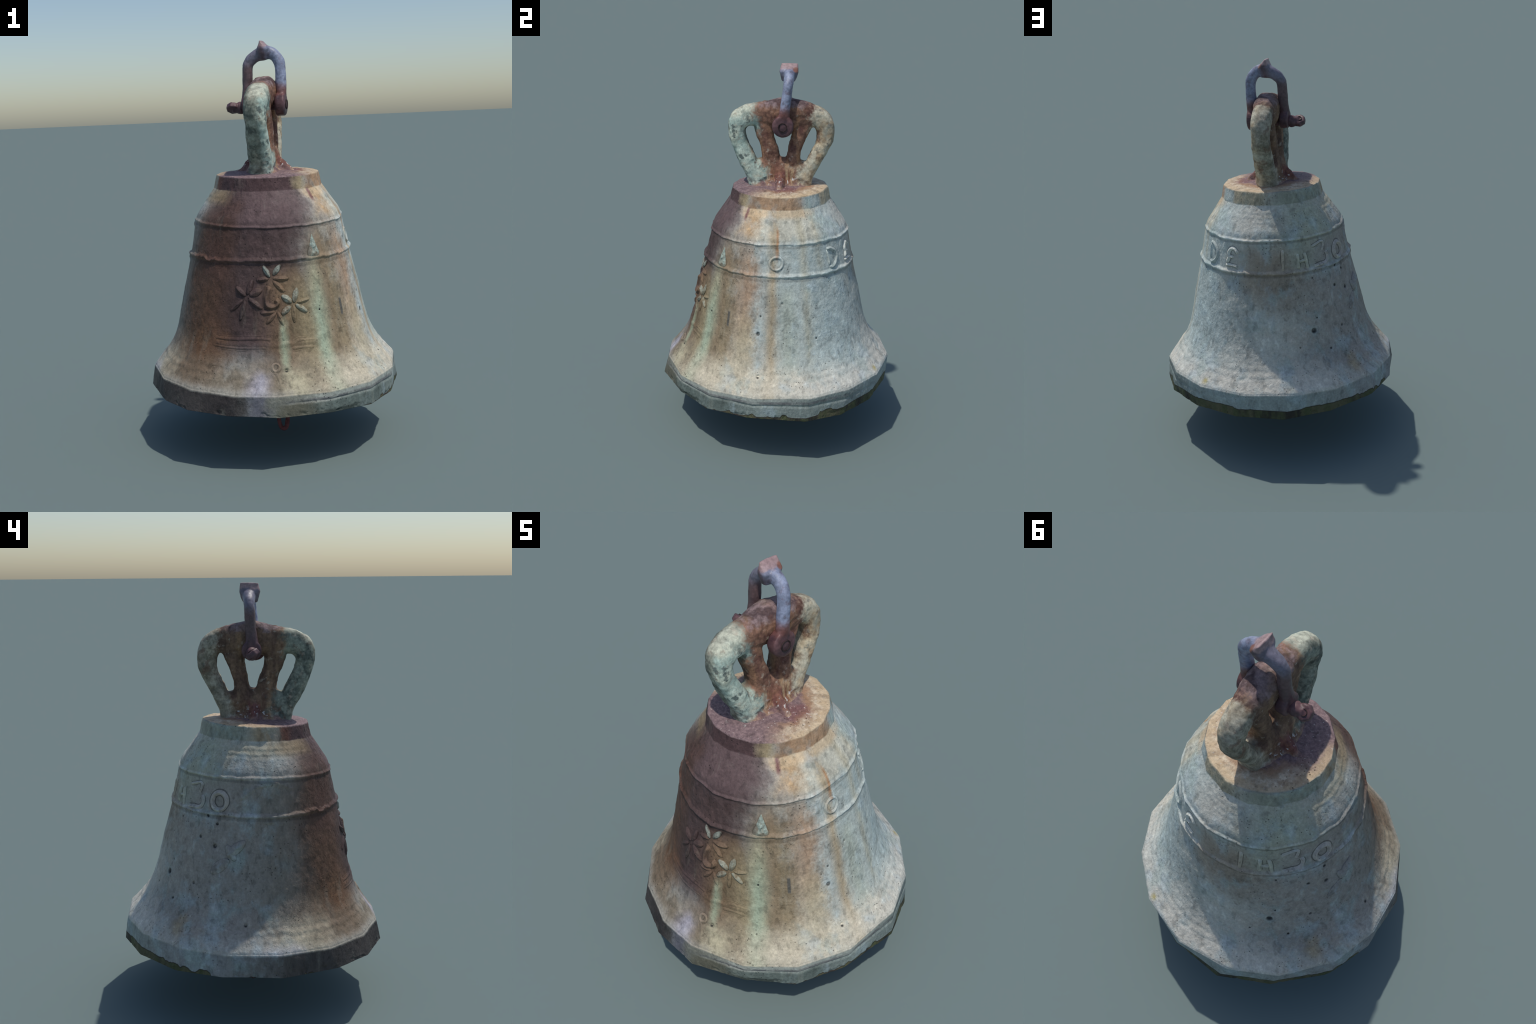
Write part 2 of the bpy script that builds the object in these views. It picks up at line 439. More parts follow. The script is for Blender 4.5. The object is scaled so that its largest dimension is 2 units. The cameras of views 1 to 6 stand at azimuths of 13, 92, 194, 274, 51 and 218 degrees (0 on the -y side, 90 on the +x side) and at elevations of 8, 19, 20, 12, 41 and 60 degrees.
def tube_bm(bm, path, seg=20, power=2.6):
    """closed tube in the y-z plane; path rows: y, z, half width in plane, half depth across"""
    p = np.array(path, float)
    q = []
    for k in range(len(p) - 1):
        p0 = p[max(k - 1, 0)]; p1 = p[k]; p2 = p[k + 1]; p3 = p[min(k + 2, len(p) - 1)]
        for t in np.linspace(0, 1, 6, endpoint=False):
            q.append(0.5 * (2*p1 + (p2 - p0)*t + (2*p0 - 5*p1 + 4*p2 - p3)*t*t + (-p0 + 3*p1 - 3*p2 + p3)*t**3))
    q.append(p[-1])
    q = np.array(q)
    T = np.gradient(q[:, :2], axis=0); T /= np.linalg.norm(T, axis=1, keepdims=True)
    Nn = np.stack([-T[:, 1], T[:, 0]], -1)
    rings = []
    for k in range(len(q)):
        y, z, a, b = q[k]
        ring = []
        for s in range(seg):
            t = 2 * math.pi * s / seg
            c, sn = math.cos(t), math.sin(t)
            cu = math.copysign(abs(c) ** (2 / power), c) * a
            sx = math.copysign(abs(sn) ** (2 / power), sn) * b
            yy, zz = y + Nn[k, 0] * cu, z + Nn[k, 1] * cu
            ring.append(bm.verts.new((float(twist_x(y, zz)) + sx, yy, zz)))
        rings.append(ring)
    for r0, r1 in zip(rings, rings[1:]):
        for s in range(seg):
            bm.faces.new((r0[s], r0[(s + 1) % seg], r1[(s + 1) % seg], r1[s]))
    bm.faces.new(rings[0][::-1]); bm.faces.new(rings[-1])


def loft_bm(bm, rings):
    vr = [[bm.verts.new(p) for p in r] for r in rings]
    n = len(vr[0])
    for r0, r1 in zip(vr, vr[1:]):
        for s in range(n):
            bm.faces.new((r0[s], r0[(s + 1) % n], r1[(s + 1) % n], r1[s]))
    bm.faces.new(vr[0][::-1]); bm.faces.new(vr[-1])


def remeshed(name, bm, voxel, parent, mat, smooth=4, rough=0.0, rscale=30, seed=3, fine=0.0):
    bmesh.ops.recalc_face_normals(bm, faces=bm.faces[:])
    me = bpy.data.meshes.new(name + "_raw")
    bm.to_mesh(me); bm.free()
    ob = bpy.data.objects.new(name + "_raw", me)
    bpy.context.scene.collection.objects.link(ob)
    m = ob.modifiers.new("remesh", "REMESH"); m.mode = "VOXEL"; m.voxel_size = voxel; m.use_smooth_shade = True
    if smooth:
        s = ob.modifiers.new("smooth", "SMOOTH"); s.factor = 0.5; s.iterations = smooth
    dg = bpy.context.evaluated_depsgraph_get()
    dg.update()
    out = bpy.data.meshes.new_from_object(ob.evaluated_get(dg))
    bpy.data.objects.remove(ob)
    out.name = name
    n = len(out.vertices)
    co = np.empty(n * 3, np.float32); out.vertices.foreach_get("co", co)
    no = np.empty(n * 3, np.float32); out.vertex_normals.foreach_get("vector", no)
    co = co.reshape(-1, 3).astype(float); no = no.reshape(-1, 3).astype(float)
    if rough:
        d = rough * fbm(co, rscale, 3, seed) + fine * fbm(co, rscale * 4, 2, seed + 9)
        co = co + no * d[:, None]
        out.vertices.foreach_set("co", co.reshape(-1).astype(np.float32))
    out.update()
    out.polygons.foreach_set("use_smooth", np.ones(len(out.polygons), bool))
    out.materials.clear(); out.materials.append(mat)
    return link(bpy.data.objects.new(name, out), parent)


def build_crown(mat):
    bm = bmesh.new()
    # outer loop towards -y, over the top, down to +y
    tube_bm(bm, [(-0.138, 1.335, 0.050, 0.056), (-0.152, 1.40, 0.047, 0.057), (-0.192, 1.48, 0.046, 0.056), (-0.240, 1.575, 0.043, 0.053),
                 (-0.2585, 1.645, 0.045, 0.054), (-0.245, 1.700, 0.053, 0.055), (-0.195, 1.731, 0.060, 0.056), (-0.110, 1.741, 0.066, 0.058),
                 (-0.02, 1.745, 0.084, 0.066), (0.06, 1.745, 0.076, 0.062), (0.125, 1.740, 0.063, 0.053), (0.180, 1.722, 0.054, 0.051),
                 (0.208, 1.675, 0.049, 0.049), (0.209, 1.620, 0.045, 0.048), (0.188, 1.565, 0.041, 0.049), (0.147, 1.480, 0.038, 0.052),
                 (0.112, 1.40, 0.041, 0.055), (0.105, 1.335, 0.046, 0.056)])
    # two inner legs
    tube_bm(bm, [(-0.118, 1.74, 0.062, 0.052), (-0.113, 1.665, 0.052, 0.050), (-0.098, 1.600, 0.043, 0.053), (-0.075, 1.530, 0.045, 0.054), (-0.058, 1.42, 0.055, 0.058), (-0.055, 1.335, 0.06, 0.054)])
    tube_bm(bm, [(0.088, 1.74, 0.062, 0.050), (0.080, 1.665, 0.048, 0.048), (0.063, 1.600, 0.037, 0.051), (0.049, 1.540, 0.036, 0.053), (0.036, 1.42, 0.050, 0.057), (0.035, 1.335, 0.056, 0.052)])
    # solid web at the foot
    tube_bm(bm, [(-0.160, 1.40, 0.080, 0.053), (-0.08, 1.412, 0.086, 0.062), (0.0, 1.418, 0.088, 0.064), (0.07, 1.412, 0.084, 0.060), (0.120, 1.40, 0.074, 0.052)])
    tube_bm(bm, [(-0.15, 1.470, 0.026, 0.040), (-0.11, 1.468, 0.032, 0.046), (-0.01, 1.462, 0.050, 0.050), (0.06, 1.468, 0.032, 0.046), (0.108, 1.470, 0.026, 0.040)])
    # lumpy mound where the feet run into the head plate
    loft_bm(bm, [[(0.003 + rx * math.cos(t), -0.02 + ry * math.sin(t), z) for t in np.linspace(0, 2 * math.pi, 28, endpoint=False)]
                 for rx, ry, z in ((0.105, 0.172, 1.352), (0.090, 0.165, 1.374), (0.076, 0.155, 1.394), (0.058, 0.140, 1.412))])
    # gussets that spread out onto the head plate, front and back
    for sx, x_top, x_foot in ((1, 0.036, 0.150), (-1, -0.035, -0.150)):
        rings = []
        for t in np.linspace(0, 1, 6):
            z = 1.475 - 0.125 * t
            xo = x_top + (x_foot - x_top) * (t ** 1.15) + sx * 0.012
            w = 0.020 + 0.006 * t
            rings.append([(0, -0.018 - w, z), (xo * 0.8, -0.018 - w * 0.9, z), (xo, -0.018 - w * 0.3, z), (xo, -0.018 + w * 0.3, z),
                          (xo * 0.8, -0.018 + w * 0.9, z), (0, -0.018 + w, z)])
        loft_bm(bm, rings)
    bmesh.ops.translate(bm, verts=bm.verts[:], vec=(0.0, 0.0005, 0.0))
    return remeshed("crown", bm, 0.0055, root, mat, smooth=5, rough=0.0065, rscale=17, fine=0.0024)


# ----------------------------------------------------------------- the shackle
def rod_bm(bm, path, seg=18):
    """round rod in space; path rows: x, y, z, half width in plane (x-z), half depth (y)"""
    p = np.array(path, float)
    q = []
    for k in range(len(p) - 1):
        p0 = p[max(k - 1, 0)]; p1 = p[k]; p2 = p[k + 1]; p3 = p[min(k + 2, len(p) - 1)]
        for t in np.linspace(0, 1, 6, endpoint=False):
            q.append(0.5 * (2*p1 + (p2 - p0)*t + (2*p0 - 5*p1 + 4*p2 - p3)*t*t + (-p0 + 3*p1 - 3*p2 + p3)*t**3))
    q.append(p[-1])
    q = np.array(q)
    T = np.gradient(q[:, :3], axis=0); T /= np.linalg.norm(T, axis=1, keepdims=True)
    rings = []
    for k in range(len(q)):
        n = np.cross(T[k], [0, 1, 0]); n /= np.linalg.norm(n)
        b = np.cross(n, T[k])
        rings.append([tuple(q[k, :3] + n * math.cos(t) * q[k, 3] + b * math.sin(t) * q[k, 4]) for t in np.linspace(0, 2 * math.pi, seg, endpoint=False)])
    loft_bm(bm, rings)


def disc_bm(bm, centre, axis, radius, half, seg=24, dome=0.0):
    a = Vector(axis).normalized()
    u = a.orthogonal().normalized(); v = a.cross(u)
    rings = []
    for s, k in ((-1, 0.82), (-0.75, 1.0), (0.75, 1.0), (1, 0.82)):
        rings.append([tuple(Vector(centre) + a * s * half + (u * math.cos(t) + v * math.sin(t)) * radius * k) for t in np.linspace(0, 2 * math.pi, seg, endpoint=False)])
    loft_bm(bm, rings)


def build_shackle(mat_bow, mat_pin, mat_hole):
    bm = bmesh.new()
    rod_bm(bm, [(0.098, -0.014, 1.665, 0.024, 0.040), (0.096, -0.010, 1.72, 0.025, 0.033), (0.0945, -0.006, 1.79, 0.0275, 0.027), (0.0935, 0.000, 1.85, 0.0275, 0.026),
                (0.0875, 0.004, 1.896, 0.029, 0.026), (0.067, 0.006, 1.929, 0.029, 0.027), (0.038, 0.006, 1.945, 0.032, 0.029), (0.008, 0.006, 1.945, 0.037, 0.034),
                (-0.022, 0.005, 1.936, 0.031, 0.030), (-0.052, 0.003, 1.917, 0.029, 0.027), (-0.071, 0.000, 1.885, 0.0265, 0.026), (-0.074, -0.002, 1.84, 0.0265, 0.026),
                (-0.075, -0.006, 1.78, 0.026, 0.027), (-0.079, -0.012, 1.72, 0.026, 0.032), (-0.080, -0.012, 1.672, 0.025, 0.038)])
    # eyes through which the pin passes
    disc_bm(bm, (0.093, -0.014, 1.692), (1, 0, 0), 0.057, 0.026)
    disc_bm(bm, (-0.078, -0.010, 1.694), (1, 0, 0), 0.047, 0.024)
    # pointed knob worn into the top of the bow
    rings = []
    for z, cx, wx, y0, y1 in ((1.914, 0.012, 0.020, -0.030, 0.036), (1.935, 0.010, 0.026, -0.038, 0.046), (1.964, 0.012, 0.033, -0.045, 0.055),
                              (1.980, 0.009, 0.023, -0.043, 0.053), (1.992, 0.004, 0.013, -0.041, 0.051), (2.005, 0.000, 0.005, -0.040, 0.050)):
        c, hw = (y0 + y1) / 2, (y1 - y0) / 2
        rings.append([(cx + wx * math.copysign(abs(math.cos(t)) ** 0.7, math.cos(t)), c + hw * math.copysign(abs(math.sin(t)) ** 0.7, math.sin(t)), z) for t in np.linspace(0, 2 * math.pi, 16, endpoint=False)])
    loft_bm(bm, rings)
    bow = remeshed("shackle", bm, 0.004, root, mat_bow, smooth=4, rough=0.0025, rscale=30, fine=0.0006)
    # pin with a flat eye at its far end
    bm = bmesh.new()
    rod_bm(bm, [(0.119, -0.014, 1.690, 0.028, 0.028), (0.05, -0.014, 1.690, 0.027, 0.027), (-0.095, -0.013, 1.684, 0.028, 0.028), (-0.115, -0.014, 1.681, 0.032, 0.030), (-0.135, -0.016, 1.681, 0.025, 0.024), (-0.150, -0.018, 1.682, 0.024, 0.022)])
    n = Vector((0.05, 0.62, 0.78)).normalized()
    disc_bm(bm, (-0.151, -0.020, 1.682), n, 0.035, 0.016, seg=7)
    pin = remeshed("pin", bm, 0.004, bow, mat_pin, smooth=3, rough=0.003, rscale=40)
    # hollow end of the pin and hole of its eye
    for nm, c, ax, r, d in (("socket", Vector((0.1205, -0.015, 1.690)), Vector((1, 0, 0)), 0.021, 0.004), ("pin_hole", Vector((-0.154, -0.020, 1.682)) + n * 0.0165, n, 0.0125, 0.003)):
        bm = bmesh.new()
        u = ax.orthogonal().normalized(); v = ax.cross(u)
        seg = 6 if nm == "socket" else 16
        rings = []
        for rr, dd in ((1.15, -0.006), (1.12, 0.0035), (0.98, 0.0035), (0.86, -0.001), (0.2, -0.002)):
            rings.append([tuple(c + ax * dd + (u * math.cos(t) + v * math.sin(t)) * r * rr) for t in np.linspace(0, 2 * math.pi, seg * 4, endpoint=False)])
        loft_bm(bm, rings)
        bmesh.ops.recalc_face_normals(bm, faces=bm.faces[:])
        me = bpy.data.meshes.new(nm); bm.to_mesh(me); bm.free()
        me.polygons.foreach_set("use_smooth", np.ones(len(me.polygons), bool))
        me.materials.append(mat_hole)
        link(bpy.data.objects.new(nm, me), pin)


def build_clapper(mat):
    bm = bmesh.new()
    prof = [(0.014, 1.27), (0.014, 0.60), (0.018, 0.50), (0.045, 0.44), (0.070, 0.39), (0.078, 0.34), (0.066, 0.29), (0.038, 0.25), (0.024, 0.22), (0.018, 0.14)]
    c = lambda z: (0.038 - 0.02 * (z / 1.27), 0.007)
    loft_bm(bm, [[(c(z)[0] + r * math.cos(t), c(z)[1] + r * math.sin(t), z) for t in np.linspace(0, 2 * math.pi, 24, endpoint=False)] for r, z in prof])
    clap = remeshed("clapper", bm, 0.008, root, mat, smooth=2, rough=0.002, rscale=25)
    bm = bmesh.new()
    rod_bm(bm, [(0.012, 0.007, 0.165, 0.011, 0.012), (0.012, 0.007, 0.10, 0.010, 0.012), (0.017, 0.007, 0.05, 0.0105, 0.012), (0.026, 0.007, 0.020, 0.011, 0.012), (0.040, 0.007, 0.0125, 0.012, 0.013),
                (0.053, 0.007, 0.020, 0.012, 0.012), (0.060, 0.007, 0.05, 0.012, 0.012), (0.063, 0.007, 0.10, 0.011, 0.012), (0.060, 0.007, 0.165, 0.011, 0.012)], seg=14)
    disc_bm(bm, (0.036, 0.007, 0.165), (0, 0, 1), 0.034, 0.016)
    remeshed("clapper_loop", bm, 0.003, clap, mat, smooth=2, rough=0.0008, rscale=60)


# ---------------------------------------------------------------- materials
class Graph:
    """small helper to write node trees as expressions"""

    def __init__(self, name):
        self.mat = bpy.data.materials.new(name)
        self.mat.use_nodes = True
        self.nt = self.mat.node_tree
        self.bsdf = self.nt.nodes["Principled BSDF"]
        co = self.nt.nodes.new("ShaderNodeTexCoord")
        self.P = co.outputs["Object"]
        sep = self.nt.nodes.new("ShaderNodeSeparateXYZ")
        self.link(self.P, sep.inputs[0])
        self.x, self.y, self.z = sep.outputs

    def link(self, a, b):
        self.nt.links.new(a, b)

    def put(self, sock, v):
        if isinstance(v, (int, float)):
            sock.default_value = v
        elif isinstance(v, tuple):
            sock.default_value = v if len(sock.default_value) == len(v) else (*v, 1.0)
        else:
            self.link(v, sock)

    def math(self, op, a, b=0.0, c=None, clamp=False):
        n = self.nt.nodes.new("ShaderNodeMath"); n.operation = op; n.use_clamp = clamp
        self.put(n.inputs[0], a); self.put(n.inputs[1], b)
        if c is not None:
            self.put(n.inputs[2], c)
        return n.outputs[0]

    def add(self, a, b): return self.math("ADD", a, b)
    def sub(self, a, b): return self.math("SUBTRACT", a, b)
    def mul(self, a, b, clamp=False): return self.math("MULTIPLY", a, b, clamp=clamp)

    def ramp(self, v, lo, hi, a=0.0, b=1.0):
        """smooth step of v from a at lo to b at hi"""
        n = self.nt.nodes.new("ShaderNodeMapRange"); n.interpolation_type = "SMOOTHSTEP"
        self.put(n.inputs["Value"], v)
        self.put(n.inputs["From Min"], lo); self.put(n.inputs["From Max"], hi)
        self.put(n.inputs["To Min"], a); self.put(n.inputs["To Max"], b)
        return n.outputs[0]

    def noise(self, scale, detail=4, rough=0.55, vec=None, stretch=(1, 1, 1), shift=0.0, dist=0.0):
        m = self.nt.nodes.new("ShaderNodeMapping")
        m.inputs["Scale"].default_value = stretch
        m.inputs["Location"].default_value = (shift, shift * 0.7, shift * 1.3)
        self.link(vec or self.P, m.inputs[0])
        n = self.nt.nodes.new("ShaderNodeTexNoise")
        n.inputs["Scale"].default_value = scale; n.inputs["Detail"].default_value = detail
        n.inputs["Roughness"].default_value = rough; n.inputs["Distortion"].default_value = dist
        self.link(m.outputs[0], n.inputs["Vector"])
        return n.outputs["Fac"]

    def cells(self, scale, shift=0.0):
        m = self.nt.nodes.new("ShaderNodeMapping"); m.inputs["Location"].default_value = (shift, shift, shift)
        self.link(self.P, m.inputs[0])
        n = self.nt.nodes.new("ShaderNodeTexVoronoi"); n.inputs["Scale"].default_value = scale
        self.link(m.outputs[0], n.inputs["Vector"])
        return n.outputs["Distance"], n.outputs["Color"]

    def mix(self, fac, a, b, mode="MIX"):
        n = self.nt.nodes.new("ShaderNodeMix"); n.data_type = "RGBA"; n.blend_type = mode
        self.put(n.inputs[0], fac); self.put(n.inputs[6], a); self.put(n.inputs[7], b)
        return n.outputs[2]

    def scale_col(self, col, v):
        """multiply a colour by a number"""
        n = self.nt.nodes.new("ShaderNodeVectorMath"); n.operation = "SCALE"
        self.put(n.inputs[0], col); self.put(n.inputs["Scale"], v)
        return n.outputs[0]

    def dist(self, p):
        n = self.nt.nodes.new("ShaderNodeVectorMath"); n.operation = "DISTANCE"
        self.link(self.P, n.inputs[0]); n.inputs[1].default_value = p
        return n.outputs["Value"]

    def bump(self, height, strength, distance):
        n = self.nt.nodes.new("ShaderNodeBump")
        n.inputs["Strength"].default_value = strength; n.inputs["Distance"].default_value = distance
        self.put(n.inputs["Height"], height)
        self.link(n.outputs[0], self.bsdf.inputs["Normal"])

    def finish(self, col, rough=0.8, spec=0.3, metal=0.0):
        self.put(self.bsdf.inputs["Base Color"], col)
        self.put(self.bsdf.inputs["Roughness"], rough)
        self.put(self.bsdf.inputs["Specular IOR Level"], spec)
        self.put(self.bsdf.inputs["Metallic"], metal)
        return self.mat


# stains of the bell: azimuth, half width, softness (degrees), lowest and highest
# height, softness of the height, colour, strength
BROWN, RUST, PURPLE = (0.118, 0.063, 0.038), (0.215, 0.112, 0.055), (0.076, 0.045, 0.043)
TAN, BEIGE, PALE = (0.45, 0.315, 0.185), (0.56, 0.485, 0.35), (0.56, 0.58, 0.51)
VERDIGRIS, OLIVE, SLATE = (0.40, 0.50, 0.36), (0.34, 0.34, 0.22), (0.185, 0.158, 0.128)
OCHRE, ORANGE, LILAC = (0.42, 0.31, 0.125), (0.52, 0.32, 0.15), (0.40, 0.39, 0.46)
STAINS = [
    # broad tones round the body
    (40, 46, 30, 0.38, 1.30, 0.05, (0.51, 0.58, 0.545), 0.85),
    (88, 22, 20, 0.38, 1.30, 0.05, (0.57, 0.535, 0.455), 0.7),
    (163, 38, 26, 0.42, 1.24, 0.08, (0.30, 0.268, 0.235), 0.90),
    (200, 15, 14, 0.46, 1.14, 0.10, SLATE, 0.85),
    (172, 16, 14, 0.56, 0.86, 0.10, (0.27, 0.255, 0.235), 0.6),
    (98, 22, 14, 0.84, 1.10, 0.08, (0.29, 0.225, 0.160), 0.85),
    (112, 14, 12, 0.76, 0.98, 0.08, (0.28, 0.24, 0.19), 0.7),
    (135, 24, 18, 1.12, 1.30, 0.06, (0.41, 0.43, 0.31), 0.8),
    (124, 10, 8, 0.98, 1.14, 0.03, (0.33, 0.34, 0.26), 0.7),
    (182, 18, 14, 1.14, 1.24, 0.03, (0.30, 0.31, 0.28), 0.7),
    (188, 26, 14, 1.225, 1.29, 0.025, (0.40, 0.36, 0.245), 0.6),
    # brown iron-stained front
    (268, 46, 19, 0.52, 1.45, 0.10, PURPLE, 0.97),
    (285, 30, 14, 1.12, 1.45, 0.05, (0.135, 0.090, 0.090), 0.85),
    (231, 19, 11, 0.46, 1.20, 0.10, BROWN, 0.94),
    (236, 14, 10, 0.86, 1.24, 0.08, (0.098, 0.053, 0.043), 0.7),
    (241, 9, 8, 0.43, 0.66, 0.07, RUST, 0.6),
    (218, 9, 8, 0.40, 0.60, 0.07, (0.30, 0.22, 0.14), 0.5),
    (288, 9, 9, 0.40, 0.93, 0.07, (0.215, 0.138, 0.080), 0.85),
    (303, 10, 9, 0.38, 0.90, 0.10, (0.30, 0.235, 0.135), 0.9),
    (322, 10, 7, 0.46, 1.13, 0.12, (0.255, 0.180, 0.105), 0.92),
    (338, 7, 6, 0.62, 1.13, 0.12, (0.40, 0.255, 0.155), 0.85),
    (340, 7, 6, 0.40, 0.75, 0.12, (0.50, 0.42, 0.28), 0.8),
    (326, 5, 4, 0.40, 0.94, 0.10, (0.31, 0.25, 0.15), 0.5),
    (311, 4.5, 4.5, 0.36, 0.98, 0.10, (0.40, 0.38, 0.25), 0.75),
    (311, 3.0, 3.5, 0.36, 0.82, 0.12, (0.40, 0.49, 0.36), 0.8),
    (287.6, 1.6, 1.6, 0.44, 0.70, 0.04, (0.43, 0.49, 0.34), 0.8),
    (216, 20, 10, 1.235, 1.30, 0.022, (0.30, 0.215, 0.12), 0.75),
    # shoulder on the sunny side, with rust running from the collar
    (10, 34, 10, 1.15, 1.30, 0.02, (0.60, 0.56, 0.44), 0.75),
    (334, 8, 7, 1.17, 1.30, 0.03, ORANGE, 0.8),
    (0, 40, 8, 1.255, 1.30, 0.015, (0.66, 0.48, 0.29), 0.7),
    (327, 1.6, 1.2, 1.24, 1.30, 0.015, (0.16, 0.04, 0.06), 0.8),
    (358, 3, 3, 0.36, 1.29, 0.02, (0.47, 0.335, 0.18), 0.72),
    (1.5, 1.2, 1.0, 1.06, 1.21, 0.02, (0.46, 0.22, 0.08), 0.8),
    (22, 2.5, 3, 0.55, 1.27, 0.05, (0.47, 0.40, 0.25), 0.5),
    (9, 5, 4, 0.50, 0.92, 0.05, (0.41, 0.44, 0.345), 0.55),
    (36, 2.5, 3, 1.0, 1.25, 0.04, (0.50, 0.44, 0.30), 0.5),
    # flare of the mouth: dusty, paler
    (345, 40, 16, 0.385, 0.50, 0.07, (0.60, 0.535, 0.40), 0.8),
    (70, 66, 20, 0.385, 0.47, 0.06, (0.66, 0.615, 0.525), 0.8),
    (255, 42, 14, 0.385, 0.50, 0.06, (0.205, 0.166, 0.115), 0.9),
    (248, 44, 12, 0.385, 0.412, 0.014, (0.37, 0.345, 0.29), 0.75),
    (236, 14, 10, 0.42, 0.53, 0.05, (0.165, 0.108, 0.066), 0.6),
    (208, 12, 10, 0.385, 0.50, 0.07, (0.52, 0.45, 0.32), 0.8),
    (292, 5, 4, 0.385, 0.48, 0.04, (0.55, 0.50, 0.34), 0.75),
    (274, 4, 4, 0.37, 0.47, 0.04, LILAC, 0.75),  # wet highlight painted on as a lavender patch
    (197, 8, 7, 0.385, 0.42, 0.02, (0.50, 0.49, 0.53), 0.6),
    (147, 3, 2.5, 0.42, 0.50, 0.03, (0.40, 0.29, 0.15), 0.6),
    (63, 1.3, 1.0, 0.41, 0.43, 0.012, (0.48, 0.38, 0.12), 0.9),
    # rim band
    (20, 120, 30, 0.20, 0.388, 0.006, (0.215, 0.255, 0.235), 0.94),
    (85, 40, 20, 0.20, 0.388, 0.006, (0.305, 0.345, 0.33), 0.8),
    (165, 30, 20, 0.20, 0.388, 0.006, (0.25, 0.255, 0.26), 0.9),
    (230, 44, 18, 0.20, 0.388, 0.006, (0.058, 0.048, 0.045), 0.96),
    (262, 8, 6, 0.20, 0.388, 0.006, (0.028, 0.022, 0.023), 0.8),
    (275, 4, 3, 0.20, 0.388, 0.006, (0.130, 0.132, 0.165), 0.9),
    (292, 12, 6, 0.20, 0.388, 0.006, (0.105, 0.098, 0.068), 0.9),
    (322, 22, 8, 0.20, 0.352, 0.006, (0.115, 0.145, 0.130), 0.85),
    (312, 12, 4, 0.20, 0.310, 0.006, (0.030, 0.040, 0.035), 0.8),
    (330, 40, 14, 0.352, 0.388, 0.006, (0.43, 0.45, 0.40), 0.6),
    # collar
    (262, 48, 8, 1.293, 1.37, 0.004, (0.088, 0.052, 0.052), 0.97),
    (212, 8, 6, 1.293, 1.37, 0.004, (0.16, 0.06, 0.042), 0.95),
    (192, 14, 8, 1.293, 1.37, 0.004, (0.36, 0.255, 0.15), 0.9),
    (140, 36, 12, 1.293, 1.37, 0.004, (0.265, 0.275, 0.21), 0.9),
    (75, 22, 8, 1.293, 1.37, 0.004, (0.43, 0.355, 0.23), 0.85),
    (46, 10, 4, 1.293, 1.37, 0.004, (0.42, 0.47, 0.44), 0.9),
    (0, 30, 10, 1.293, 1.37, 0.004, (0.42, 0.26, 0.15), 0.93),
    (334, 7, 5, 1.293, 1.37, 0.004, (0.26, 0.155, 0.09), 0.7),
    (318, 7, 6, 1.293, 1.37, 0.004, (0.36, 0.28, 0.15), 0.75),
]


def stain_group():
    """node group: mask of one stain from azimuth, height and its extents"""
    g = bpy.data.node_groups.new("stain_mask", "ShaderNodeTree")
    names = ["azimuth", "height", "centre", "half", "soft", "low", "high", "fade", "strength"]
    for n in names:
        g.interface.new_socket(n, in_out="INPUT", socket_type="NodeSocketFloat")
    g.interface.new_socket("mask", in_out="OUTPUT", socket_type="NodeSocketFloat")
    i, o = g.nodes.new("NodeGroupInput"), g.nodes.new("NodeGroupOutput")

    def m(op, a, b=0.0, c=0.0):
        n = g.nodes.new("ShaderNodeMath"); n.operation = op
        for s, v in zip(n.inputs, (a, b, c)):
            if isinstance(v, (int, float)): s.default_value = v
            else: g.links.new(v, s)
        return n.outputs[0]

    def step(v, lo, hi):
        n = g.nodes.new("ShaderNodeMapRange"); n.interpolation_type = "SMOOTHSTEP"
        for k, s in (("Value", v), ("From Min", lo), ("From Max", hi)):
            g.links.new(s, n.inputs[k])
        return n.outputs[0]
    I = i.outputs
    d = m("ABSOLUTE", m("WRAP", m("SUBTRACT", I["azimuth"], I["centre"]), 180.0, -180.0))
    a = step(d, m("ADD", I["half"], I["soft"]), m("SUBTRACT", I["half"], I["soft"]))
    lo = step(I["height"], m("SUBTRACT", I["low"], I["fade"]), m("ADD", I["low"], I["fade"]))
    hi = step(I["height"], m("ADD", I["high"], I["fade"]), m("SUBTRACT", I["high"], I["fade"]))
    out = m("MULTIPLY", m("MULTIPLY", a, m("MULTIPLY", lo, hi)), I["strength"])
    g.links.new(out, o.inputs["mask"])
    return g


STAIN = stain_group()


